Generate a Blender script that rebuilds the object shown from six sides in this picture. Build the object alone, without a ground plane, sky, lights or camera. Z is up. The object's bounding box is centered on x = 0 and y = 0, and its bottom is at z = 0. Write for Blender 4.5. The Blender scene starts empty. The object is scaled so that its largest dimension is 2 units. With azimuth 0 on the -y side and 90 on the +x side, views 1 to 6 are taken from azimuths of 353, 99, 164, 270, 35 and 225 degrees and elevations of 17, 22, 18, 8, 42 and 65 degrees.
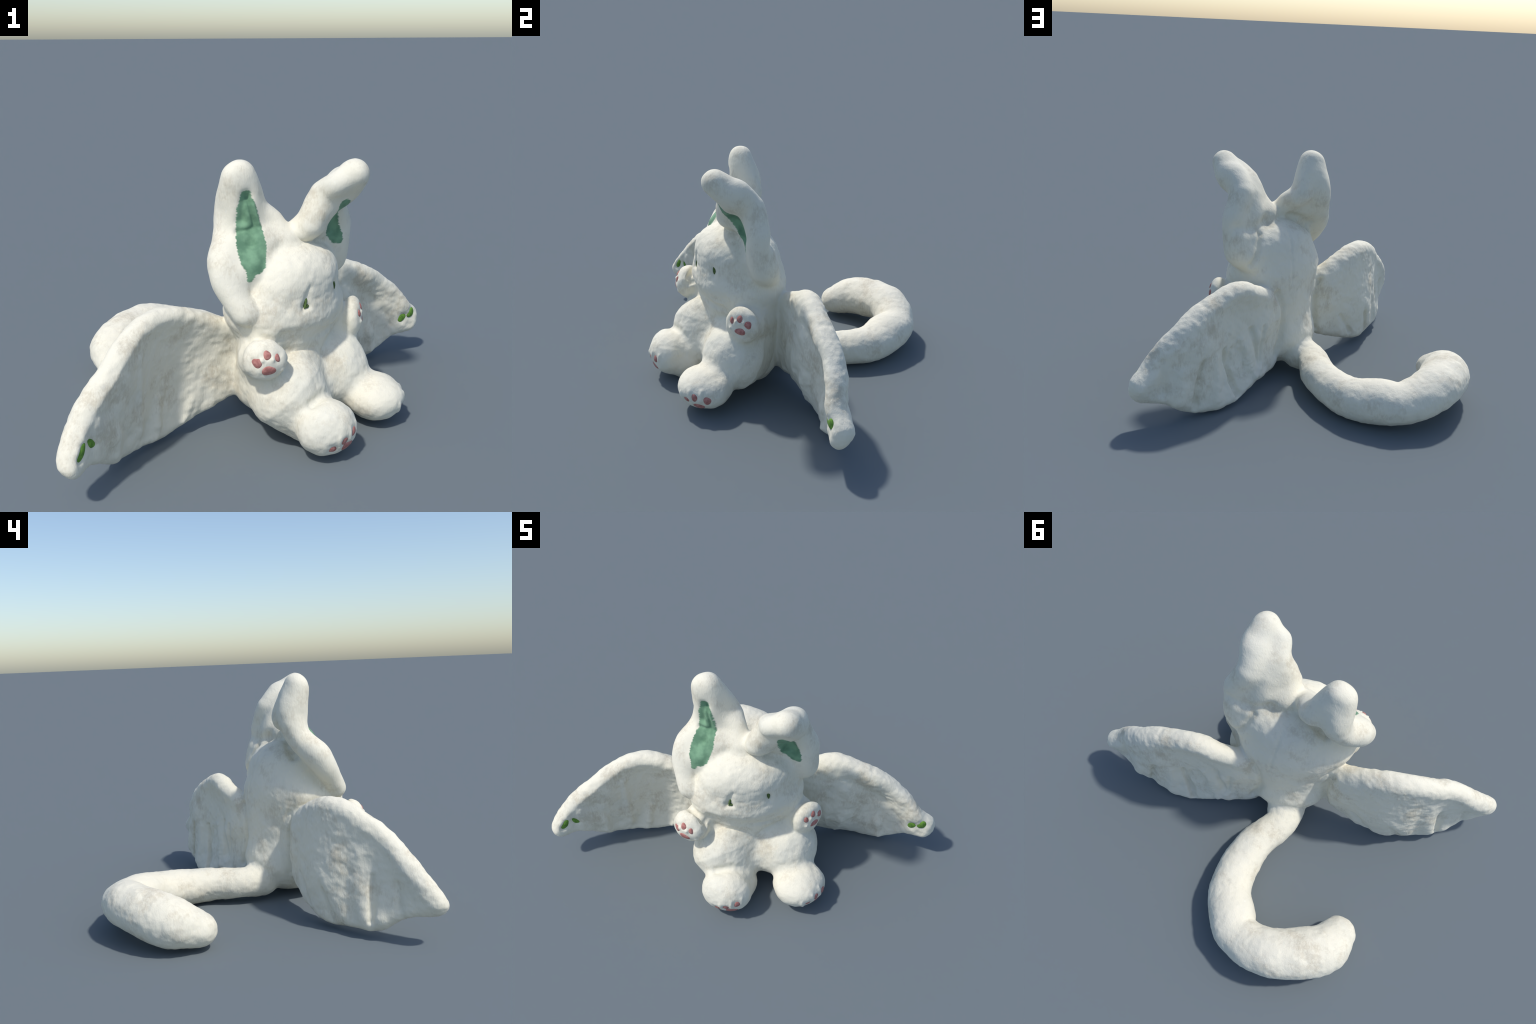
import bpy, math
import numpy as np

# ---------------------------------------------------------------------------
#  A seated white plush rabbit with long cupped ears, bat wings and a fat
#  curled tail.  The stitched toy is one smooth skin: every body part is a
#  small implicit solid (round cones, tapered tubes, ellipsoids, padded wing
#  slabs), they are blended, dented, skinned with a dual mesher and then cut
#  into named regions.
# ---------------------------------------------------------------------------
A = lambda *a: np.array(a, float)
P = {
    'head': A(0.055, -0.187, 0.628, 0.34, 0.255, 0.18, -0.11),
    'crown': A(0.074, -0.187, 0.807, 0.268, 0.21, 0.147),
    'hips': A(0.061, -0.157, 0.227, 0.28, 0.272, 0.206),
    'chest': A(0.05, -0.12, 0.476, 0.272, 0.196, 0.189),
    'legR': A((0.046, -0.403, 0.248, 0.189), (0.182, -0.462, 0.099, 0.117)),
    'legL': A((0.207, -0.056, 0.171, 0.129), (0.307, -0.134, 0.234, 0.198)),
    'footR': A(0.193, -0.58, 0.152, 0.149, 0.115, 0.127),
    'footL': A(0.507, -0.275, 0.135, 0.156, 0.148, 0.109),
    'armR': A((-0.085, -0.33, 0.42, 0.1), (-0.105, -0.43, 0.455, 0.095)),
    'handR': A(-0.09, -0.53, 0.494, 0.104, 0.078, 0.097),
    'armL': A((0.265, -0.03, 0.45, 0.088), (0.35, -0.05, 0.475, 0.088)),
    'handL': A(0.426, -0.081, 0.497, 0.097, 0.053, 0.103),
    'tail': A((-0.085, 0.032, 0.119, 0.112), (-0.132, 0.134, 0.117, 0.095), (-0.121, 0.348, 0.108, 0.108), (-0.206, 0.597, 0.107, 0.12), (-0.348, 0.717, 0.13, 0.132), (-0.468, 0.772, 0.145, 0.122), (-0.675, 0.712, 0.186, 0.134), (-0.842, 0.504, 0.152, 0.139), (-0.846, 0.352, 0.108, 0.1)),
    'Rl': A((-0.192, -0.23, 1.277, 0.052), (-0.209, -0.175, 1.12, 0.064), (-0.231, -0.217, 0.987, 0.057), (-0.254, -0.315, 0.9, 0.072), (-0.248, -0.377, 0.805, 0.059), (-0.176, -0.433, 0.682, 0.054)),
    'Rm': A((-0.157, -0.217, 1.291, 0.052), (-0.083, -0.13, 1.102, 0.046), (-0.007, -0.174, 1.047, 0.039), (0.063, -0.223, 0.937, 0.039)),
    'Rb': A((-0.144, -0.217, 1.204, 0.042), (-0.153, -0.212, 1.151, 0.072), (-0.129, -0.223, 1.026, 0.063), (-0.1, -0.259, 0.957, 0.072), (-0.146, -0.336, 0.86, 0.067)),
    'Ll': A((0.337, -0.119, 1.218, 0.049), (0.307, -0.054, 1.142, 0.054), (0.356, -0.01, 0.991, 0.058), (0.343, -0.005, 0.918, 0.07), (0.334, 0.022, 0.79, 0.068), (0.247, 0.029, 0.729, 0.061)),
    'Lm': A((0.279, -0.261, 1.227, 0.045), (0.232, -0.206, 1.178, 0.051), (0.172, -0.213, 1.04, 0.063), (0.11, -0.149, 0.983, 0.038)),
    'Lb': A((0.278, -0.146, 1.148, 0.037), (0.247, -0.132, 1.109, 0.055), (0.227, -0.095, 1.011, 0.058), (0.243, -0.043, 0.904, 0.064), (0.232, -0.014, 0.809, 0.078)),
    'Lt': A((0.269, -0.174, 1.134, 0.057), (0.349, -0.159, 1.201, 0.075), (0.37, -0.244, 1.277, 0.069)),
    'wingR': A((-0.12, -0.155, 0.45), (-0.241, -0.201, 0.561), (-0.422, -0.277, 0.663), (-0.587, -0.382, 0.705), (-0.724, -0.511, 0.642), (-0.818, -0.639, 0.541), (-0.925, -0.741, 0.403), (-0.987, -0.854, 0.243), (-0.937, -0.844, 0.16), (-0.873, -0.699, 0.138), (-0.809, -0.581, 0.051), (-0.702, -0.452, 0.033), (-0.578, -0.338, 0.022), (-0.379, -0.239, 0.087), (-0.165, -0.176, 0.2)),
    'wingRm': A((-0.428, -0.249, 0.38), (-0.577, -0.341, 0.5), (-0.595, -0.321, 0.25), (-0.713, -0.518, 0.449), (-0.728, -0.504, 0.2), (-0.841, -0.682, 0.303)),
    'wingRt': A(0.061, 0.048, 0.011),
    'wingL': A((0.06, 0.02, 0.44), (0.129, 0.065, 0.552), (0.254, 0.185, 0.652), (0.385, 0.265, 0.705), (0.546, 0.336, 0.658), (0.681, 0.403, 0.582), (0.827, 0.454, 0.467), (0.927, 0.471, 0.35), (0.995, 0.537, 0.258), (0.97, 0.508, 0.156), (0.82, 0.498, 0.115), (0.654, 0.449, 0.02), (0.423, 0.379, 0.018), (0.259, 0.241, 0.07), (0.1, 0.08, 0.11)),
    'wingLm': A((0.28, 0.185, 0.38), (0.433, 0.281, 0.5), (0.436, 0.282, 0.215), (0.608, 0.434, 0.406), (0.608, 0.431, 0.18), (0.801, 0.478, 0.281)),
    'wingLt': A(0.061, 0.05, -0.012),
    'side': A((-0.07, -0.3, 0.36, 0.1), (0.25, -0.05, 0.35, 0.1)),
}


def smin(a,b,k):
    h=np.maximum(k-np.abs(a-b),0)/k
    return np.minimum(a,b)-h*h*k*0.25
def catmull(P,n=4,closed=False):
    P=np.asarray(P,float); m=len(P)
    out=[]
    for i in range(m if closed else m-1):
        if closed: a,b,c,d=P[(i-1)%m],P[i],P[(i+1)%m],P[(i+2)%m]
        else: b,c=P[i],P[i+1]; a=P[i-1] if i>0 else 2*b-c; d=P[i+2] if i+2<m else 2*c-b
        for t in np.arange(n)/n:
            out.append(.5*(2*b+(c-a)*t+(2*a-5*b+4*c-d)*t*t+(3*b-a-3*c+d)*t**3))
    if not closed: out.append(P[-1])
    return np.array(out)
def cone(p,a,b,ra,rb):
    ba=b-a; q=p-a
    h=np.clip((q@ba)/(ba@ba+1e-12),0,1)
    d=q-h[:,None]*ba
    return np.sqrt((d*d).sum(1))-(ra+(rb-ra)*h)
def tube(p,P,n=4):   # rows x,y,z,r
    Q=catmull(P,n) if len(P)>2 else np.asarray(P,float)
    d=None
    for i in range(len(Q)-1):
        e=cone(p,Q[i,:3],Q[i+1,:3],Q[i,3],Q[i+1,3])
        d=e if d is None else np.minimum(d,e)
    return d
def rot(az,tilt=0,roll=0):
    a,t,r=np.radians([az,tilt,roll])
    L=np.array([np.cos(a),np.sin(a),0]);F=np.array([np.sin(a),-np.cos(a),0]);Z=np.array([0,0,1.])
    F2=np.cos(t)*F+np.sin(t)*Z; Z2=np.cos(t)*Z-np.sin(t)*F
    L3=np.cos(r)*L+np.sin(r)*Z2; Z3=np.cos(r)*Z2-np.sin(r)*L
    return np.array([L3,F2,Z3])
def ellip(p,c,r,M):
    q=(p-c)@M.T
    k0=np.sqrt(((q/r)**2).sum(1)); k1=np.sqrt(((q/(r*r))**2).sum(1))
    return k0*(k0-1)/np.maximum(k1,1e-9)
def tri(p,a,b,c):
    ba,cb,ac=b-a,c-b,a-c; n=np.cross(ba,ac)
    pa,pb,pc=p-a,p-b,p-c
    ins=(np.sign(pa@np.cross(ba,n))+np.sign(pb@np.cross(cb,n))+np.sign(pc@np.cross(ac,n)))<2
    def e(v,q):
        h=np.clip((q@v)/(v@v+1e-12),0,1); d=q-h[:,None]*v; return (d*d).sum(1)
    d2=np.where(ins,np.minimum(np.minimum(e(ba,pa),e(cb,pb)),e(ac,pc)),(pa@n)**2/(n@n+1e-12))
    return np.sqrt(d2)
def sheet(p,A,B,th):
    """ruled strip between polylines A and B (same length)"""
    d=None
    for i in range(len(A)-1):
        for t in ((A[i],A[i+1],B[i]),(A[i+1],B[i+1],B[i])):
            e=tri(p,*t); d=e if d is None else np.minimum(d,e)
    return d-th
def poly2(q,V):
    """signed distance to closed 2d polygon"""
    d=np.full(len(q),1e9); s=np.ones(len(q),bool)
    W=np.roll(V,1,0)
    for a,b in zip(V,W):
        e=b-a; w=q-a
        h=np.clip((w@e)/(e@e+1e-12),0,1); x=w-h[:,None]*e
        d=np.minimum(d,(x*x).sum(1))
        c1=q[:,1]>=a[1]; c2=q[:,1]<b[1]; c3=e[0]*w[:,1]>e[1]*w[:,0]
        f=(c1&c2&c3)|(~c1&~c2&~c3)
        s^=f
    return np.sqrt(d)*np.where(s,1,-1)
def pline2(q,V):
    d=np.full(len(q),1e9)
    for a,b in zip(V[:-1],V[1:]):
        e=b-a; w=q-a
        h=np.clip((w@e)/(e@e+1e-12),0,1); x=w-h[:,None]*e
        d=np.minimum(d,(x*x).sum(1))
    return np.sqrt(d)
def wing(p,W,fold=None):
    """W: frame origin o, az of span; boundary B (n,3), nlead = number of leading-edge pts, mid = interior (x,y,z), tl, tm, lip"""
    u=np.array([np.cos(W['az']),np.sin(W['az']),0]); n=np.array([np.sin(W['az']),-np.cos(W['az']),0])*W['side']
    o=W['o']
    def loc(x): x=x-o; return np.stack([x@u,x[:,2]],1), x@n
    b,wb=loc(W['B']); m,wm=loc(W['M'])
    X=np.concatenate([b,m]); y=np.concatenate([wb,wm])
    # thin-plate surface through the rim and the inner control points
    phi=lambda r2:.5*r2*np.log(r2+1e-9)
    lin=lambda q:np.stack([np.ones(len(q)),q[:,0],q[:,1]],1)
    Kt=phi(((X[:,None]-X[None])**2).sum(2))+np.diag(np.r_[np.full(len(b),4e-3),np.full(len(m),1e-3)])
    Lx=lin(X); Z=np.zeros((3,3))
    co=np.linalg.solve(np.block([[Kt,Lx],[Lx.T,Z]]),np.r_[y,np.zeros(3)])
    def warp(q):
        r=lin(q)@co[-3:]
        for xi,ci in zip(X,co): r=r+ci*phi(((q-xi)**2).sum(1))
        return r
    V=catmull(b,4,True); lead=V[:(W['nlead']-1)*4+1]
    q,w=loc(p)
    if len(q)>30000:   # tabulate the flat outline once, look it up per point
        lo=q.min(0)-.01; st=.004; nn=np.ceil((q.max(0)+.01-lo)/st).astype(int)+2
        gq=np.stack(np.meshgrid(lo[0]+np.arange(nn[0])*st,lo[1]+np.arange(nn[1])*st,indexing='ij'),-1).reshape(-1,2)
        def look(G):
            G=G.reshape(nn); f=(q-lo)/st; i=f.astype(int); f=f-i
            return (G[i[:,0],i[:,1]]*(1-f[:,0])+G[i[:,0]+1,i[:,1]]*f[:,0])*(1-f[:,1])+(G[i[:,0],i[:,1]+1]*(1-f[:,0])+G[i[:,0]+1,i[:,1]+1]*f[:,0])*f[:,1]
        s=look(poly2(gq,V)); dl=look(pline2(gq,lead))
    else:
        s=poly2(q,V); dl=pline2(q,lead)
    fall=np.exp(-(np.maximum(dl-.03,0)/.07)**2)
    t=W['tm']+(W['tl']-W['tm'])*fall
    w0=(look(warp(gq)) if len(q)>30000 else warp(q)) + W['lip']*fall
    if fold is not None:
        dw,ds,dt=fold(q,s,dl); w0=w0+dw; s=s+ds; t=t+dt
    x=np.maximum(s+t,0)
    return np.sqrt(x*x+(w-w0)**2)-t


M0=rot(39)
SPEC={ # part -> param keys
 'head':['head','crown'],'torso':['hips','chest','side'],'legR':['legR'],'legL':['legL'],'footR':['footR'],'footL':['footL'],
 'handR':['armR','handR'],'handL':['armL','handL'],'tail':['tail'],'earR':['Rl','Rm','Rb'],'earL':['Ll','Lm','Lb','Lt'],'wingR':['wingR','wingRm','wingRt'],'wingL':['wingL','wingLm','wingLt']}
def wp(P,k):
    if k=='wingR': return dict(o=A(-.2,-.2,.1),az=np.arctan2(-.64,-.768),side=-1,B=P['wingR'],M=P['wingRm'],tl=P['wingRt'][0],tm=P['wingRt'][1],lip=P['wingRt'][2],nlead=8)
    return dict(o=A(.1,.1,.1),az=np.arctan2(.423,.906),side=1,B=P['wingL'],M=P['wingLm'],tl=P['wingLt'][0],tm=P['wingLt'][1],lip=P['wingLt'][2],nlead=9)
def part(P,k,p):
    if k=='head':
        h=P['head']; d=ellip(p,h[:3],h[3:6],rot(39,h[6]*100)); s=P['crown']
        return smin(d,ellip(p,s[:3],s[3:],M0),.12)
    if k=='torso':
        a,b=P['hips'],P['chest']
        d=smin(ellip(p,a[:3],a[3:],M0),ellip(p,b[:3],b[3:],M0),.12)
        for f in P['side']: d=smin(d,np.sqrt(((p-f[:3])**2).sum(1))-f[3],.10)
        return d
    if k in('legR','legL'): return cone(p,P[k][0,:3],P[k][1,:3],P[k][0,3],P[k][1,3])
    if k in('footR','footL'): return ellip(p,P[k][:3],P[k][3:],rot(20 if k=='footR' else 65))
    if k in('handR','handL'):
        a=P['arm'+k[-1]];h=P[k]
        return smin(cone(p,a[0,:3],a[1,:3],a[0,3],a[1,3]),ellip(p,h[:3],h[3:],rot(10 if k=='handR' else 70)),.04)
    if k=='tail':
        q=p.copy(); q[:,2]=.13+(p[:,2]-.13)*1.1; T=P['tail'].copy(); T[:,2]=.13+(T[:,2]-.13)*1.1   # a little flattened
        return tube(q,T,6)
    if k=='earR':
        d=smin(tube(p,P['Rl'],3),tube(p,P['Rm'],3),.04)
        s=np.minimum(sheet(p,P['Rl'][:5,:3],P['Rb'][:,:3],.03),sheet(p,P['Rm'][[0,1,2,3,3],:3],P['Rb'][:,:3],.03))
        return smin(smin(s,tube(p,P['Rb'],3),.08),d,.06)
    if k=='earL':
        d=smin(smin(tube(p,P['Ll'],3),tube(p,P['Lm'],3),.04),tube(p,P['Lt'],3),.06)
        s=np.minimum(sheet(p,P['Ll'][:5,:3],P['Lb'][:,:3],.03),sheet(p,P['Lm'][[0,1,2,3,3],:3],P['Lb'][:,:3],.03))
        return smin(smin(s,tube(p,P['Lb'],3),.08),d,.06)
    return wing(p,wp(P,k),fold_fn(k))
K={'head':.10,'torso':.06,'legR':.06,'legL':.06,'footR':.05,'footL':.05,'handR':.05,'handL':.05,'tail':.03,'earR':.03,'earL':.03,'wingR':.03,'wingL':.03}
ORDER=['torso','head','legR','legL','footR','footL','handR','handL','earR','earL','tail','wingR','wingL']
def union(D):
    d=None
    for k in ORDER: d=D[k] if d is None else smin(d,D[k],K[k])
    return d


def value_noise(p, scale, seed=0):
    q = p*scale + seed*17.31
    i = np.floor(q).astype(np.int64); f = q-i; f = f*f*(3-2*f)
    def h(dx, dy, dz):
        n = (i[:,0]+dx)*374761393+(i[:,1]+dy)*668265263+(i[:,2]+dz)*2147483647+seed*1274126177
        n = (n ^ (n >> 13))*1274126177
        n = n & 0x7fffffff
        n = (n ^ (n >> 16)) & 0xffff
        return n/65535.0-.5
    r = 0
    for dx in (0, 1):
        for dy in (0, 1):
            for dz in (0, 1):
                w = (f[:,0] if dx else 1-f[:,0])*(f[:,1] if dy else 1-f[:,1])*(f[:,2] if dz else 1-f[:,2])
                r = r+w*h(dx, dy, dz)
    return r

# dents: tube control rows (x, y, z, radius); they are scooped out of the skin
DENTS = []
# lumps: tubes gently added to the skin
LUMPS = []
# creases (+) and soft ridges (-) pressed into the finished skin: points, width, depth, facing
CREASES = []
# wing folds in (span, height) coordinates: (u0,v0,u1,v1,width,push)
FOLDS = {'wingR': [], 'wingL': []}
def fold_fn(name):
    segs = FOLDS[name]
    if not segs:
        return None
    def f(q, s, dl):
        dw = np.zeros(len(q))
        for u0, v0, u1, v1, wd, am in segs:
            a, b = A(u0, v0), A(u1, v1); e = b-a; w = q-a
            h = np.clip((w@e)/(e@e), 0, 1); x = w-h[:, None]*e
            dw += .55*am*(.25+.75*h)*np.exp(-(x*x).sum(1)/wd**2)
        return dw, 0, 0
    return f

# where the body is divided (a larger bias makes the part smaller)
BIAS = {'torso': .01, 'head': .0, 'handR': -.005, 'handL': -.005}
DENTS += [
    # eye slits pressed into the pile
    ([(.132,-.405,.79,.004),(.124,-.412,.771,.006),(.118,-.421,.735,.010),(.109,-.430,.705,.014)], .025),
    ([(.109,-.430,.697,.013),(.132,-.420,.695,.010)], .022),
    ([(.272,-.294,.770,.006),(.284,-.280,.747,.012),(.292,-.276,.715,.008)], .022),
    # slit below the lining of the shaded ear, folds in the other lining
    ([(.245,-.135,.932,.004),(.285,-.115,.915,.008),(.325,-.086,.870,.005)], .015),
    # chin crease and belly seam
    ([(-.10,-.50,.575,.01),(.03,-.50,.535,.012),(.17,-.42,.51,.012),(.30,-.22,.52,.01)], .04),
    # thigh / ankle tucks
    ([(.12,-.578,.275,.005),(.20,-.505,.29,.006),(.28,-.42,.245,.006)], .045),
]
LUMPS += [
]
def groove(*pts, w=.013, depth=.013, face=None):
    CREASES.append((pts, w, depth, face))
BACK_L, BACK_R = (-.42, .91, 0), (-.64, .77, 0)
# pleats on the wing backs
groove((.287,.248,.401),(.259,.24,.285),(.237,.244,.170), w=.016, depth=.018, face=BACK_L)
groove((.471,.361,.342),(.456,.364,.242),(.429,.372,.166),(.386,.388,.060), w=.014, depth=.020, face=BACK_L)
groove((.606,.452,.334),(.626,.467,.28),(.644,.488,.177),(.645,.50,.09), w=.013, depth=.018, face=BACK_L)
groove((.21,.206,.394),(.219,.214,.312),(.216,.234,.186), w=.014, depth=.014, face=BACK_L)
groove((.426,.331,.331),(.442,.361,.217),(.398,.376,.118), w=.013, depth=.010, face=BACK_L)
groove((.819,.531,.369),(.821,.54,.20), w=.02, depth=.010, face=BACK_L)
groove((.34,.33,.36),(.30,.33,.22),(.25,.30,.12), w=.022, depth=-.012, face=BACK_L)
groove((.53,.41,.32),(.51,.43,.2),(.52,.45,.08), w=.03, depth=-.012, face=BACK_L)
groove((.72,.49,.30),(.74,.51,.14), w=.03, depth=-.010, face=BACK_L)
groove((-.799,-.538,.33),(-.82,-.526,.10), w=.014, depth=.015, face=BACK_R)
groove((-.636,-.308,.22),(-.674,-.345,.09), w=.013, depth=.015, face=BACK_R)
groove((-.424,-.197,.25),(-.524,-.238,.10), w=.013, depth=.013, face=BACK_R)
groove((-.882,-.65,.31),(-.893,-.657,.18), w=.018, depth=.010, face=BACK_R)
groove((-.75,-.47,.45),(-.77,-.47,.28),(-.80,-.50,.12), w=.045, depth=-.010, face=BACK_R)
# the wing roots part from the back in a deep tuck
groove((-.255,-.155,.53),(-.225,-.145,.43),(-.225,-.147,.305),(-.235,-.155,.19), w=.020, depth=.030, face=(-.35,.94,0))
groove((.10,.12,.56),(.062,.109,.468),(.060,.106,.358),(.075,.117,.268),(.108,.135,.17), w=.018, depth=.022, face=(-.6,.8,0))
# hollows and ripples on the wing fronts
CUP = (.5, -.85, .1)
FRONT_L, FRONT_R = (.42, -.91, 0), (.64, -.77, 0)
groove((-.65,-.509,.525),(-.667,-.493,.30),(-.66,-.49,.12), w=.022, depth=-.010, face=FRONT_R)
groove((-.78,-.66,.36),(-.72,-.54,.15), w=.025, depth=.010, face=FRONT_R)
groove((-.578,-.394,.25),(-.60,-.40,.12), w=.02, depth=-.009, face=FRONT_R)
groove((-.83,-.74,.34),(-.78,-.64,.20), w=.025, depth=-.008, face=FRONT_R)
groove((.48,.275,.56),(.60,.33,.47),(.70,.39,.37), w=.04, depth=.012, face=FRONT_L)
groove((.465,.288,.474),(.50,.31,.39),(.534,.33,.32), w=.035, depth=-.010, face=FRONT_L)
groove((.40,.27,.25),(.50,.33,.20), w=.035, depth=.010, face=FRONT_L)
groove((.62,.38,.30),(.66,.42,.18), w=.03, depth=-.009, face=FRONT_L)
groove((.75,.44,.32),(.80,.47,.22), w=.025, depth=.009, face=FRONT_L)
# padding: broad swells (-) and hollows (+) of the stuffing
groove((.62,.35,.53), w=.07, depth=-.014, face=FRONT_L)
groove((.64,.39,.27), w=.06, depth=.014, face=FRONT_L)
groove((-.70,-.58,.44), w=.07, depth=-.009, face=FRONT_R)
groove((.19,.18,.40),(.29,.25,.30),(.32,.27,.22), w=.075, depth=-.024, face=BACK_L)
groove((.44,.36,.20), w=.05, depth=-.018, face=BACK_L)
groove((-.34,-.18,.49),(-.33,-.18,.36), w=.055, depth=-.016, face=BACK_R)
groove((-.68,-.38,.39),(-.66,-.36,.28), w=.055, depth=-.014, face=BACK_R)
groove((.09,-.40,.83),(.20,-.30,.84), w=.10, depth=-.012, face=(.6,-.7,.3))
groove((-.02,-.44,.75),(-.09,-.43,.70), w=.09, depth=-.017, face=(.2,-.95,0))
groove((.02,-.48,.565),(.15,-.42,.56),(.25,-.33,.56),(.34,-.21,.58), w=.05, depth=.016, face=(.6,-.75,0))
groove((.08,-.40,.43),(.18,-.32,.42), w=.065, depth=-.026, face=(.6,-.7,.3))
groove((-.015,-.28,.98),(.11,-.245,1.0), w=.05, depth=-.014, face=(.5,-.8,.2))
# the hair parts down the back of the head
groove((.02,-.03,.90),(.0,.07,.75),(.0,.10,.60), w=.010, depth=.005, face=(-.5,.8,0))
groove((.31,-.15,1.06),(.315,-.11,.97), w=.042, depth=.022, face=(.75,-.6,0))
groove((-.13,-.29,1.06),(-.125,-.34,.97), w=.045, depth=.010, face=CUP)
groove((.50,.32,.30), w=.06, depth=.011, face=FRONT_L)
# seams behind the ears
groove((.345,.062,.955),(.266,.037,.94),(.199,.0,.945),(.15,-.05,.965), w=.035, depth=.020, face=(-.5,.8,0))
groove((.200,.011,.90),(.221,.048,.826),(.237,.058,.778),(.265,.069,.74), w=.016, depth=.022, face=(-.5,.8,0))
groove((-.02,-.178,.964),(-.107,-.170,.935),(-.160,-.190,.876), w=.024, depth=.026, face=(-.5,.8,0))
# cloth folds in the ear lining
groove((-.190,-.30,1.035),(-.134,-.30,1.038),(-.10,-.28,1.05), w=.012, depth=.014, face=CUP)
groove((-.128,-.32,.985), w=.022, depth=.016, face=CUP)
groove((-.128,-.285,1.185),(-.12,-.28,1.12),(-.105,-.28,1.07), w=.012, depth=.012, face=CUP)
groove((-.155,-.285,1.16),(-.165,-.28,1.08), w=.024, depth=.022, face=CUP)  # this hollow and the top one deepened to show the cup's dark shadow
groove((-.112,-.28,1.15),(-.092,-.275,1.085),(-.085,-.275,1.06), w=.009, depth=-.010, face=CUP)
groove((-.14,-.285,1.195), w=.026, depth=.026, face=CUP)
# toe creases
for a, b in (((.325,-.60,.185),(.315,-.605,.15)), ((.285,-.655,.185),(.28,-.65,.13)), ((.23,-.69,.16),(.235,-.68,.10)), ((.645,-.265,.185),(.655,-.265,.13)), ((.635,-.33,.17),(.645,-.325,.12)), ((.60,-.385,.14),(.605,-.375,.09))):
    groove(a, b, w=.011, depth=-.006)
for c in ((-.028,-.560,.463), (-.066,-.592,.520), (-.112,-.598,.520), (.455,-.138,.490), (.470,-.112,.535), (.485,-.066,.535)):
    groove(c, w=.009, depth=-.007)
def on_span(name, *segs):
    """wing folds given by two points in space, turned into (span, height)"""
    W = wp(P, name); o = W['o']; az = W['az']
    uv = lambda q: ((q[0]-o[0])*np.cos(az)+(q[1]-o[1])*np.sin(az), q[2]-o[2])
    for a, b, wd, push in segs:
        FOLDS[name].append((*uv(a), *uv(b), wd, push))
on_span('wingL',
    ((.288,.301,.43), (.245,.279,.19), .022, .022), ((.477,.407,.365), (.384,.38,.068), .022, .024),
    ((.60,.46,.37), (.645,.49,.07), .023, .032), ((.819,.536,.36), (.821,.538,.20), .03, .014),
    ((.324,.326,.355), (.33,.35,.10), .016, .014), ((.16,.207,.412), (.19,.231,.14), .020, .016),
    ((.333,.329,.393), (.20,.248,.10), .028, -.020), ((.425,.38,.388), (.32,.344,.10), .028, -.018),
    ((.53,.44,.30), (.50,.45,.05), .035, -.016), ((.70,.49,.30), (.74,.5,.12), .03, -.016),
    ((.24,.275,.371), (.27,.306,.12), .018, -.008))
on_span('wingR',
    ((-.72,-.42,.52), (-.80,-.498,.08), .050, -.012), ((-.822,-.535,.40), (-.823,-.531,.06), .022, .022),
    ((-.632,-.296,.342), (-.73,-.371,.10), .032, -.016), ((-.62,-.30,.25), (-.66,-.344,.06), .020, .022),
    ((-.467,-.195,.239), (-.54,-.237,.08), .018, .018), ((-.40,-.17,.26), (-.46,-.2,.09), .018, -.012),
    ((-.78,-.49,.53), (-.84,-.55,.48), .05, .016), ((-.90,-.65,.33), (-.90,-.66,.15), .025, .014),
    ((-.854,-.577,.16), (-.854,-.577,.13), .03, -.012), ((-.36,-.2,.3), (-.36,-.2,.1), .02, .012))

# ragged green lining of the two ear cups: spine rows (x, y, z, half width)
LINING = {
    'earR': [[(-.142,-.28,1.195,.026), (-.140,-.28,1.13,.048), (-.132,-.278,1.045,.060), (-.126,-.335,.98,.070), (-.122,-.375,.91,.062), (-.145,-.407,.835,.014)]],
    'earL': [[(.33,-.21,1.13,.035), (.312,-.16,1.06,.045), (.305,-.115,.985,.050), (.325,-.09,.94,.040), (.345,-.082,.915,.022)]],
}
# (kind, centre, normal, up, half sizes, parent)
BEADS = []
def pads(parent, nrm, up, *spots):
    n = A(*nrm); n /= np.linalg.norm(n)
    for c, w, h in spots:
        c = A(*c)
        CREASES.append(((tuple(c),), max(w, h)*1.15, .010, tuple(n)))
        BEADS.append(('paw_pad', tuple(c-n*.008), tuple(n), up, (w*1.25, h*1.2, .010), parent))
pads('handR', (.05,-.98,.1), (0,0,1), ((-.134,-.595,.507),.019,.021), ((-.089,-.593,.540),.014,.019), ((-.044,-.576,.521),.011,.017), ((-.083,-.597,.468),.026,.022))
pads('handL', (.88,-.44,.15), (0,0,1), ((.455,-.137,.532),.012,.018), ((.475,-.093,.552),.014,.019), ((.486,-.045,.526),.017,.019), ((.481,-.088,.480),.028,.018))
BEADS += [('eye', (.1135,-.412,.708), (.25,-.95,.1), (.22,.08,1), (.007,.030,.012), 'head'),
          ('eye', (.118,-.411,.693), (.30,-.93,.1), (0,0,1), (.015,.010,.010), 'head'),
          ('eye', (.276,-.271,.742), (.75,-.65,.0), (-.25,0,1), (.010,.026,.012), 'head')]
# sole pads and toe tufts
pads('footR', (.5,-.78,-.3), (0,0,1), ((.308,-.628,.150),.016,.020), ((.258,-.672,.128),.018,.020), ((.208,-.688,.090),.018,.018), ((.280,-.650,.085),.030,.022))
pads('footL', (.88,-.35,-.3), (0,0,1), ((.655,-.305,.135),.016,.020), ((.650,-.232,.125),.018,.020), ((.625,-.352,.108),.016,.018), ((.645,-.285,.075),.030,.022))
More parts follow.
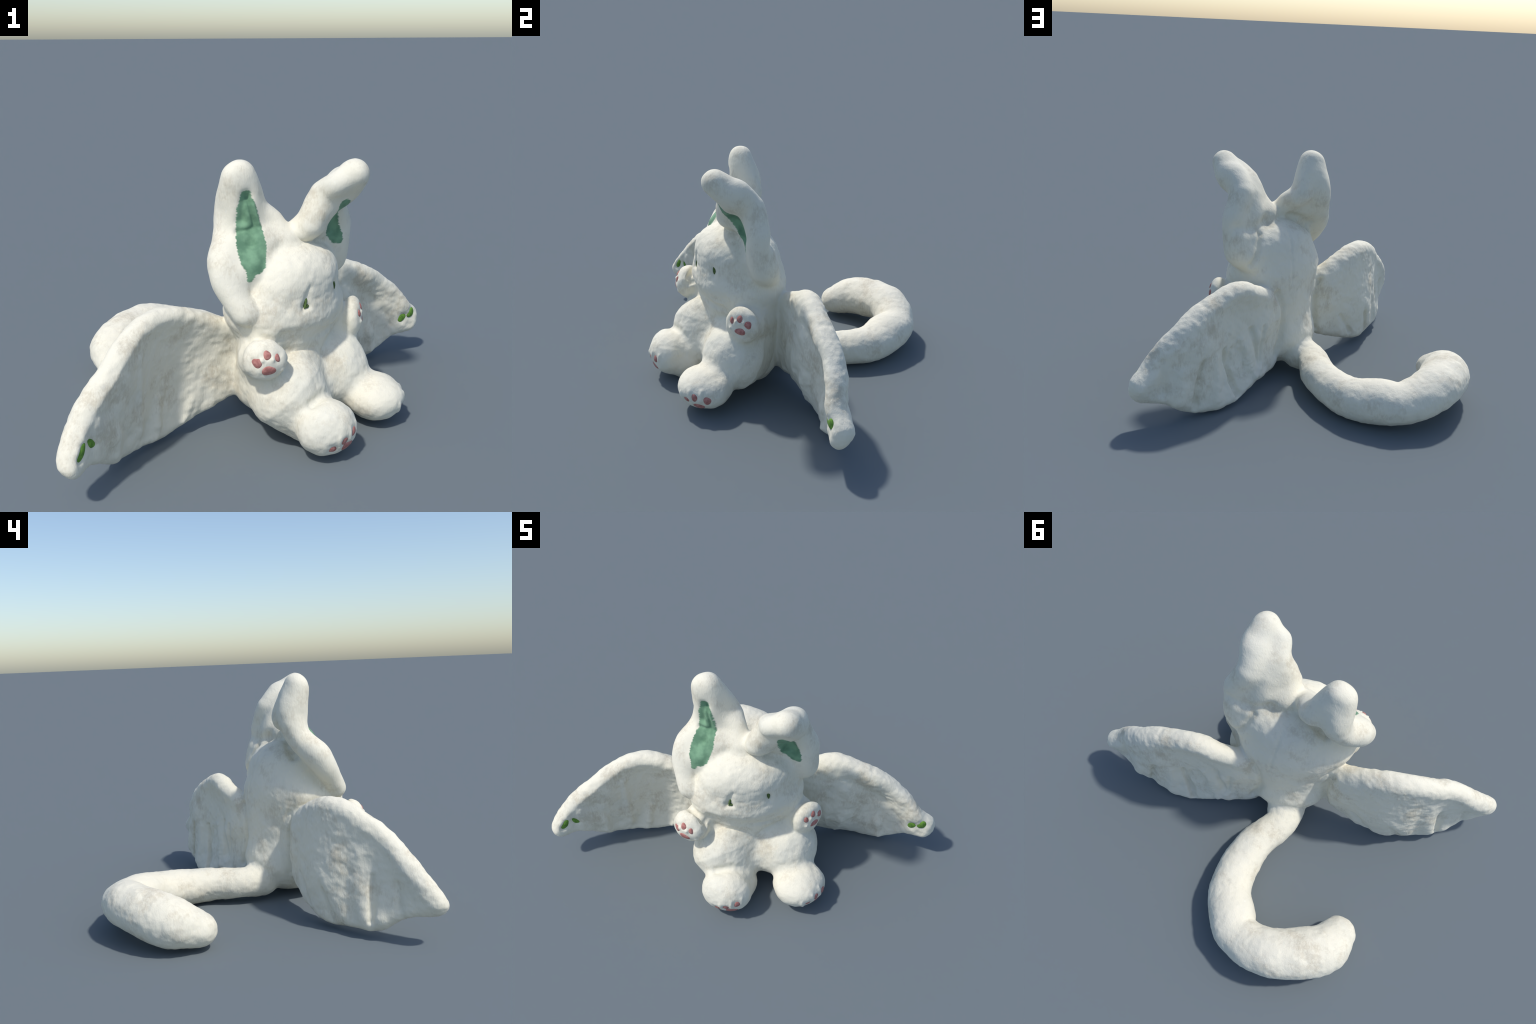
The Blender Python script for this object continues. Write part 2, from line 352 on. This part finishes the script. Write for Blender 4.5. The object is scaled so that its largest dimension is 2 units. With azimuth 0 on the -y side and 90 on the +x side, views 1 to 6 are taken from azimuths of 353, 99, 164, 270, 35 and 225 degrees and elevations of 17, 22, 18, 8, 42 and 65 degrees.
# leaf-green patches set into the wing tips, each framed by a white ridge
def patch(parent, c, nrm, up, w, h, depth=.010):
    c, n = A(*c), A(*nrm); n /= np.linalg.norm(n)
    u = A(*up); u = u-n*(u@n); u /= np.linalg.norm(u)
    q = c+n*.006; e = u*(h-w*.7)
    CREASES.append(((tuple(q-e), tuple(q+e)), w*1.1, .012, tuple(n)))
    BEADS.append(('wing_pad', tuple(c-n*.006), tuple(n), tuple(u), (w*1.25, h*1.2, depth), parent))
patch('wingL', (.878,.445,.252), (.5,-.86,.1), (.4,.2,1), .022, .028)
patch('wingL', (.941,.455,.276), (.5,-.86,.1), (.2,.1,1), .022, .028)
patch('wingR', (-.881,-.838,.264), (.72,-.66,.15), (-.2,-.25,-.6), .018, .036)
patch('wingR', (-.846,-.782,.272), (.68,-.70,.15), (.2,.3,-.6), .015, .028)


H = 0.006
LO = A(-1.08, -.98, -.03); HI = A(1.08, .96, 1.42)

def field(p):
    D = {}
    m = .09
    for k in ORDER:
        D[k] = np.full(len(p), 1.0)
        lo, hi = BOUNDS[k]
        s = ((p > lo-m) & (p < hi+m)).all(1)
        if s.any():
            D[k][s] = part(P, k, p[s])-(.003 if k[:3] == 'ear' else 0)
    d = union(D)
    d = d-.0015
    for rows, k in LUMPS:
        d = local_op(d, p, rows, k, 1)
    for rows, k in DENTS:
        d = local_op(d, p, rows, k, -1)
    return d, D

def local_op(d, p, rows, k, sign):
    rows = np.asarray(rows, float)
    r = rows[:, 3].max()+k+.03
    s = ((p > rows[:, :3].min(0)-r) & (p < rows[:, :3].max(0)+r)).all(1)
    if s.any():
        t = tube(p[s], rows, 3) if len(rows) > 1 else np.sqrt(((p[s]-rows[0, :3])**2).sum(1))-rows[0, 3]
        d = d.copy()
        d[s] = smin(d[s], t, k) if sign > 0 else -smin(-d[s], t, k)
    return d

def bounds():
    out = {}
    for k in ORDER:
        pts = []
        for key in SPEC[k]:
            a = P[key]
            if key.startswith('wing') and key.endswith('t'): continue
            if a.ndim == 1:
                r = abs(a[3:6]).max(); pts += [a[:3]-r, a[:3]+r]
            elif a.shape[1] == 4:
                pts += list(a[:, :3]-a[:, 3:])+list(a[:, :3]+a[:, 3:])
            else:
                pts += list(a-.1)+list(a+.1)
        pts = np.array(pts); out[k] = (pts.min(0), pts.max(0))
    return out

def skin():
    """dual (surface-net) mesh of the zero level"""
    n = np.ceil((HI-LO)/H).astype(int)+1
    C = 4
    nc = np.ceil((n-1)/C).astype(int)+1
    gx = [LO[i]+np.arange(nc[i])*H*C for i in range(3)]
    cp = np.stack(np.meshgrid(*gx, indexing='ij'), -1).reshape(-1, 3)
    cd, _ = field(cp); cd = cd.reshape(nc)
    n = (nc-1)*C+1
    full = np.repeat(np.repeat(np.repeat(np.where(cd > 0, 1., -1.).astype(np.float32), C, 0), C, 1), C, 2)[:n[0], :n[1], :n[2]].copy()
    near = np.abs(cd) < .055
    # every coarse cell with a near corner is evaluated finely
    cell = np.zeros(nc-1, bool)
    for dx in (0, 1):
        for dy in (0, 1):
            for dz in (0, 1):
                cell |= near[dx:nc[0]-1+dx, dy:nc[1]-1+dy, dz:nc[2]-1+dz]
    mark = np.zeros(n, bool)
    fine = np.repeat(np.repeat(np.repeat(cell, C, 0), C, 1), C, 2)
    mark[:-1, :-1, :-1] = fine
    for ax in range(3):
        sl = [slice(None)]*3; sr = [slice(None)]*3
        sl[ax] = slice(1, None); sr[ax] = slice(None, -1)
        m2 = mark.copy(); m2[tuple(sl)] |= mark[tuple(sr)]; mark = m2
    idx = np.argwhere(mark)
    p = LO+idx*H
    v = np.empty(len(p))
    for a in range(0, len(p), 400000):
        v[a:a+400000] = field(p[a:a+400000])[0]
    full[tuple(idx.T)] = v
    S = full < 0
    cnt = np.zeros(n-1, np.int8)
    for dx in (0, 1):
        for dy in (0, 1):
            for dz in (0, 1):
                cnt += S[dx:n[0]-1+dx, dy:n[1]-1+dy, dz:n[2]-1+dz]
    act = (cnt > 0) & (cnt < 8)
    ci = np.argwhere(act)
    vid = np.full(n-1, -1, np.int32); vid[tuple(ci.T)] = np.arange(len(ci))
    acc = np.zeros((len(ci), 3)); num = np.zeros(len(ci))
    corners = [(a, b, c) for a in (0, 1) for b in (0, 1) for c in (0, 1)]
    for a in corners:
        for ax in range(3):
            if a[ax]: continue
            b = list(a); b[ax] = 1
            fa = full[tuple((ci+a).T)]; fb = full[tuple((ci+b).T)]
            x = (fa < 0) != (fb < 0)
            t = np.where(x, fa/np.where(x, fa-fb, 1), 0)
            pt = np.array(a, float)+np.outer(t, np.array(b)-np.array(a))
            acc[x] += pt[x]; num += x
    V = LO+(ci+acc/num[:, None])*H
    Q = []
    for ax in range(3):
        u, w = (ax+1) % 3, (ax+2) % 3
        sl = [slice(1, -1)]*3; sl[ax] = slice(0, -1)
        s2 = list(sl); s2[ax] = slice(1, None)
        s0, s1 = S[tuple(sl)], S[tuple(s2)]
        e = np.argwhere(s0 != s1)
        inside = s0[tuple(e.T)]
        base = e.copy()
        for i in range(3):
            if i != ax: base[:, i] += 1
        def c(du, dw):
            q = base.copy(); q[:, u] -= du; q[:, w] -= dw
            return vid[tuple(q.T)]
        q = np.stack([c(1, 1), c(0, 1), c(0, 0), c(1, 0)], 1)
        q[~inside] = q[~inside][:, ::-1]
        Q.append(q)
    Q = np.concatenate(Q)
    Q = Q[(Q >= 0).all(1)]
    # keep the biggest connected shell
    lab = np.arange(len(V))
    E = np.concatenate([Q[:, [0, 1]], Q[:, [1, 2]], Q[:, [2, 3]], Q[:, [3, 0]]])
    for _ in range(400):
        m = np.minimum(lab[E[:, 0]], lab[E[:, 1]]); old = lab.copy()
        np.minimum.at(lab, E[:, 0], m); np.minimum.at(lab, E[:, 1], m)
        lab = lab[lab]
        if (old == lab).all(): break
    keep = lab == np.bincount(lab).argmax()
    new = np.cumsum(keep)-1
    Q = new[Q[keep[Q[:, 0]]]]; V = V[keep]
    return V, Q

def smooth(V, Q, it, f=.5, keep=True):
    E = np.concatenate([Q[:, [0, 1]], Q[:, [1, 2]], Q[:, [2, 3]], Q[:, [3, 0]]])
    deg = np.bincount(E[:, 0], minlength=len(V))+np.bincount(E[:, 1], minlength=len(V))
    for i in range(it):
        for g in ((f, -f*1.03) if keep else (f,)):
            s = np.zeros_like(V)
            for ax in range(3):
                s[:, ax] = np.bincount(E[:, 0], V[E[:, 1], ax], len(V))+np.bincount(E[:, 1], V[E[:, 0], ax], len(V))
            V = np.where(deg[:, None] > 0, V+g*(s/np.maximum(deg, 1)[:, None]-V), V)
    return V

def vnormals(V, Q):
    n = np.cross(V[Q[:, 2]]-V[Q[:, 0]], V[Q[:, 3]]-V[Q[:, 1]])
    N = np.zeros_like(V)
    for j in range(4):
        for ax in range(3):
            N[:, ax] += np.bincount(Q[:, j], n[:, ax], len(V))
    return N/np.maximum(np.linalg.norm(N, axis=1), 1e-12)[:, None]


def nodes_of(name):
    m = bpy.data.materials.new(name); m.use_nodes = True
    t = m.node_tree; t.nodes.clear()
    return m, t

class NB:
    def __init__(s, t): s.t = t
    def n(s, kind, **kw):
        x = s.t.nodes.new(kind)
        for k, v in kw.items():
            if k.startswith('i_'):
                key = k[2:]; key = int(key) if key.isdigit() else key.replace('_', ' ')
                if hasattr(v, 'links') or hasattr(v, 'is_linked'): s.t.links.new(v, x.inputs[key])
                else: x.inputs[key].default_value = v
            else: setattr(x, k, v)
        return x
    def math(s, op, a, b=None, c=None):
        x = s.t.nodes.new('ShaderNodeMath'); x.operation = op
        for i, v in enumerate((a, b, c)):
            if v is None: continue
            if hasattr(v, 'is_linked'): s.t.links.new(v, x.inputs[i])
            else: x.inputs[i].default_value = v
        return x.outputs[0]
    def vec(s, op, a, b):
        x = s.t.nodes.new('ShaderNodeVectorMath'); x.operation = op
        for i, v in enumerate((a, b)):
            if hasattr(v, 'is_linked'): s.t.links.new(v, x.inputs[i])
            else: x.inputs[i].default_value = v
        return x.outputs['Value'] if op in ('DOT_PRODUCT', 'DISTANCE', 'LENGTH') else x.outputs[0]
    def mix(s, f, a, b):
        x = s.t.nodes.new('ShaderNodeMix'); x.data_type = 'RGBA'
        for k, v in ((0, f), (6, a), (7, b)):
            if hasattr(v, 'is_linked'): s.t.links.new(v, x.inputs[k])
            else: x.inputs[k].default_value = v
        return x.outputs[2]
    def ramp(s, f, lo, hi):
        x = s.t.nodes.new('ShaderNodeMapRange'); x.interpolation_type = 'SMOOTHSTEP'
        s.t.links.new(f, x.inputs[0]); x.inputs[1].default_value = lo; x.inputs[2].default_value = hi
        return x.outputs[0]
    def cone(s, p, a, b, ra, rb):
        a, b = A(*a), A(*b); ba = b-a
        q = s.vec('SUBTRACT', p, tuple(a))
        h = s.math('DIVIDE', s.vec('DOT_PRODUCT', q, tuple(ba)), float(ba@ba)); h.node.use_clamp = True
        x = s.t.nodes.new('ShaderNodeVectorMath'); x.operation = 'SCALE'; x.inputs[0].default_value = tuple(ba); s.t.links.new(h, x.inputs['Scale'])
        d = s.vec('DISTANCE', q, x.outputs[0])
        r = s.math('MULTIPLY_ADD', h, float(rb-ra), float(ra))
        return s.math('SUBTRACT', d, r)

FUR = (.77, .73, .60, 1); FUR_WARM = (.53, .465, .345, 1); FUR_COOL = (.67, .66, .575, 1); FUR_TIP = (.82, .805, .72, 1)  # cream darkened and warmed toward the occlusion shading baked into the scan

def fur_colour(b, co, matted=.62):
    """cream pile with streaky warm mottling and faint cool patches"""
    n1 = b.n('ShaderNodeTexNoise', i_Vector=co, i_Scale=6.0, i_Detail=6.0, i_Roughness=.65).outputs[0]
    mp = b.n('ShaderNodeMapping', i_Vector=co, i_Scale=(75, 75, 26), i_Rotation=(.3, .5, .2)).outputs[0]
    n2 = b.n('ShaderNodeTexNoise', i_Vector=mp, i_Scale=1.0, i_Detail=4.0, i_Distortion=.8).outputs[0]
    f = b.math('ADD', b.math('MULTIPLY', n1, .72), b.math('MULTIPLY', n2, .28))
    w = b.ramp(f, .48, .66)
    c = b.mix(b.math('MULTIPLY', w, matted), FUR, FUR_WARM)
    n3 = b.n('ShaderNodeTexNoise', i_Vector=co, i_Scale=4.3, i_Detail=2.0).outputs[0]
    c = b.mix(b.math('MULTIPLY', b.ramp(n3, .5, .7), .4), c, FUR_COOL)
    # pale tips of single strands
    return b.mix(b.math('MULTIPLY', b.ramp(n2, .58, .72), .35), c, FUR_TIP), n2

def finish(m, b, colour, height, rough=.9, sheen=.08, strength=.4, dist=.004):
    bump = b.n('ShaderNodeBump', i_Height=height, i_Strength=strength, i_Distance=dist)
    p = b.n('ShaderNodeBsdfPrincipled', i_Roughness=rough, i_Normal=bump.outputs[0])
    if hasattr(colour, 'is_linked'): b.t.links.new(colour, p.inputs['Base Color'])
    else: p.inputs['Base Color'].default_value = colour
    p.inputs['Sheen Weight'].default_value = sheen
    p.inputs['Specular IOR Level'].default_value = .15
    o = b.n('ShaderNodeOutputMaterial'); b.t.links.new(p.outputs[0], o.inputs[0])
    return m

def coords(b):
    return b.n('ShaderNodeTexCoord').outputs['Object']

def fur_height(b, co):
    mp = b.n('ShaderNodeMapping', i_Vector=co, i_Scale=(70, 70, 22)).outputs[0]
    a = b.n('ShaderNodeTexNoise', i_Vector=mp, i_Scale=1.0, i_Detail=4.0, i_Distortion=1.2).outputs[0]
    c = b.n('ShaderNodeTexNoise', i_Vector=co, i_Scale=38.0, i_Detail=3.0).outputs[0]
    return b.math('ADD', a, c)

def fur_material(name='white_plush_fur', matted=.62):
    m, t = nodes_of(name); b = NB(t); co = coords(b)
    c, _ = fur_colour(b, co, matted)
    return finish(m, b, c, fur_height(b, co))

def lining_material(chains):
    """green ear cloth that ends in a ragged edge of white pile"""
    m, t = nodes_of('green_ear_cloth'); b = NB(t); co = coords(b)
    d = None
    for rows in chains:
        for r0, r1 in zip(rows[:-1], rows[1:]):
            e = b.cone(co, r0[:3], r1[:3], r0[3], r1[3])
            d = e if d is None else b.math('MINIMUM', d, e)
    mp = b.n('ShaderNodeMapping', i_Vector=co, i_Scale=(45, 45, 130)).outputs[0]
    n = b.n('ShaderNodeTexNoise', i_Vector=mp, i_Scale=1.0, i_Detail=3.0).outputs[0]
    d = b.math('ADD', d, b.math('MULTIPLY', b.math('SUBTRACT', n, .5), .022))
    mask = b.ramp(d, .004, -.004)
    fur, _ = fur_colour(b, co)
    g1 = b.n('ShaderNodeTexNoise', i_Vector=co, i_Scale=14.0, i_Detail=4.0).outputs[0]
    green = b.mix(b.ramp(g1, .35, .7), LINING_A, LINING_B)
    return finish(m, b, b.mix(mask, fur, green), fur_height(b, co), strength=.15)

LINING_A = (.20, .355, .22, 1); LINING_B = (.105, .21, .13, 1)

def spot_material(name, c0, c1, scale=60.0, rough=.7):
    m, t = nodes_of(name); b = NB(t); co = coords(b)
    n = b.n('ShaderNodeTexNoise', i_Vector=co, i_Scale=scale, i_Detail=3.0).outputs[0]
    return finish(m, b, b.mix(b.ramp(n, .35, .65), c0, c1), n, rough=rough, sheen=.05, strength=.2, dist=.002)


BOUNDS = bounds()
V, Q = skin()
V = smooth(V, Q, 2)
N = vnormals(V, Q)
_, D = field(V)
NAMES = list(ORDER)
# soft lumps of the stuffing and matted pile
amp = value_noise(V, 9, 1)*.009+value_noise(V, 22, 2)*.0055+value_noise(V, 50, 3)*.003
onwing = np.clip(1-np.minimum(D['wingR'], D['wingL'])/.02, 0, 1)
amp += onwing*(value_noise(V, 26, 5)*.004+value_noise(V, 48, 6)*.002)
V = V+N*amp[:, None]
# the ears are tighter stuffed: smoother skin
EARS = np.clip(1-np.minimum(D['earR'], D['earL'])/.03, 0, 1)*np.clip(np.minimum(D['head'], D['torso'])/.04, 0, 1)
V = V+(.92*EARS)[:, None]*(smooth(V, Q[(EARS[Q] > 0).any(1)], 30, .5, False)-V)
V = smooth(V, Q, 1)
N = vnormals(V, Q)
push = np.zeros(len(V))
for pts, w, depth, face in CREASES:
    pts = np.array(pts, float)
    mg = max(.08, 3*w)
    near = ((V > pts.min(0)-mg) & (V < pts.max(0)+mg)).all(1)
    if face is not None: near &= N@(A(*face)/np.linalg.norm(face)) > .0
    ix = np.nonzero(near)[0]
    if not len(ix): continue
    best = np.full(len(ix), 9.)
    segs = [(pts[0], pts[0])] if len(pts) == 1 else list(zip(pts[:-1], pts[1:]))
    for a, c in segs:
        e = c-a; q = V[ix]-a
        h = np.clip(q@e/(e@e+1e-12), 0, 1)
        x = q-h[:, None]*e
        along = (x*N[ix]).sum(1)
        d2 = (x*x).sum(1)-along**2+np.maximum(np.abs(along)-.05, 0)**2*8
        best = np.minimum(best, d2)
    turn = 1 if face is None else np.clip(N[ix]@(A(*face)/np.linalg.norm(face))/.45, 0, 1)
    push[ix] -= depth*turn*np.exp(-best/w**2)
V = V+N*push[:, None]
V[:, 2] = np.where(V[:, 2] < .012, .012*np.exp((np.maximum(V[:, 2], -.03)-.012)/.012), V[:, 2])
V[:, 2] -= V[:, 2].min()
N = vnormals(V, Q)

lab = np.argmin([D[k]+BIAS.get(k, 0) for k in NAMES], 0)
fl = np.array([np.bincount(r, minlength=len(NAMES)).argmax() for r in lab[Q]]) if False else lab[Q[:, 0]]
# majority clean-up of the region borders
for _ in range(4):
    votes = np.zeros((len(V), len(NAMES)), np.int16)
    for j in range(4): np.add.at(votes, (Q[:, j], fl), 1)
    fl = sum(votes[Q[:, j]] for j in range(4)).argmax(1)
fl = fl.astype(int)
fc = V[Q].mean(1); fn = N[Q].mean(1)
KIND = {'torso': 'torso', 'head': 'head', 'legR': 'leg', 'legL': 'leg', 'footR': 'foot', 'footL': 'foot', 'handR': 'arm', 'handL': 'arm',
        'earR': 'ear', 'earL': 'ear', 'tail': 'tail', 'wingR': 'wing', 'wingL': 'wing'}

root = bpy.data.objects.new('plush_winged_rabbit', None)
bpy.context.collection.objects.link(root)
root['label'] = 'white plush rabbit with green-lined ears, bat wings and long curled tail'
root['category'] = 'plush toy'
fur = fur_material()
wing_fur = fur_material('mottled_wing_fur', .72)  # stronger brown mottling on the wings than on the body

def region(name, faces, mat, parent):
    q = Q[faces]
    used, inv = np.unique(q, return_inverse=True); inv = inv.reshape(q.shape)
    me = bpy.data.meshes.new(name)
    me.from_pydata(V[used].tolist(), [], inv.tolist())
    me.polygons.foreach_set('use_smooth', np.ones(len(q), bool))
    me.materials.append(mat)
    me.update()
    me.normals_split_custom_set_from_vertices(N[used].tolist())
    o = bpy.data.objects.new(name, me); o.parent = parent
    bpy.context.collection.objects.link(o)
    return o

parts = {}
lin_cache = {}
for i, k in enumerate(NAMES):
    sel = fl == i
    if k in LINING:
        chains = LINING[k]
        d = np.min([tube(fc, np.asarray(c, float), 2) for c in chains], 0)
        inner = sel | (fl == NAMES.index('head'))
        inner &= (d < .03) & ((fn@A(.63, -.777, 0)) > -2)
        LIN = inner
        lin_cache[k] = LIN
for i, k in enumerate(NAMES):
    sel = fl == i
    for L in lin_cache.values(): sel = sel & ~L
    parts[k] = region(KIND[k], np.nonzero(sel)[0], wing_fur if KIND[k] == 'wing' else fur, root)
for k, L in lin_cache.items():
    region('ear_lining', np.nonzero(L)[0], lining_material(LINING[k]), parts[k])

def bead(name, c, nrm, up, r, mat, parent, bulge=1.0):
    """small domed patch: an ellipsoid lying in the pile"""
    n = A(*nrm); n = n/np.linalg.norm(n); u = A(*up); u = u-n*(u@n); u /= np.linalg.norm(u); w = np.cross(u, n)
    vs, fs = [], []
    R, S = 10, 20
    for a in range(R+1):
        th = math.pi*a/R
        for s in range(S):
            ph = 2*math.pi*s/S
            wob = 1+.07*math.sin(3*ph+c[0]*50)+.05*math.sin(2*ph+c[1]*70)
            x, y, z = math.sin(th)*math.cos(ph)*wob, math.sin(th)*math.sin(ph)*wob, math.cos(th)
            vs.append(tuple(A(*c)+w*x*r[0]+u*y*r[1]+n*z*r[2]))
    for a in range(R):
        for s in range(S):
            fs.append((a*S+s, (a+1)*S+s, (a+1)*S+(s+1) % S, a*S+(s+1) % S))
    me = bpy.data.meshes.new(name); me.from_pydata(vs, [], fs); me.materials.append(mat)
    me.polygons.foreach_set('use_smooth', [True]*len(fs)); me.update()
    o = bpy.data.objects.new(name, me); o.parent = parent
    bpy.context.collection.objects.link(o)
    return o

MATS = {'paw_pad': spot_material('pink_pad_cloth', (.50, .23, .20, 1), (.36, .145, .125, 1)),
        'eye': spot_material('green_eye_cloth', (.105, .165, .05, 1), (.06, .10, .03, 1)),
        'wing_pad': spot_material('leaf_green_cloth', (.16, .32, .05, 1), (.10, .22, .035, 1))}
for kind, c, nrm, up, r, par in BEADS:
    # seat the patch on the skin right under it
    n = A(*nrm)/np.linalg.norm(nrm)
    if kind != 'eye':
        x = V-A(*c); al = x@n
        d2 = (x*x).sum(1)-al**2+np.maximum(np.abs(al)-.05, 0)+np.where(N@n > .3, 0, 9)
        i = d2.argsort()[:12]
        c = tuple(A(*c)+n*(al[i].mean()-.0005))
        nm = N[d2.argsort()[:60]].mean(0); nrm = tuple(nm/np.linalg.norm(nm))
    bead(kind, c, nrm, up, r, MATS[kind], parts[par])
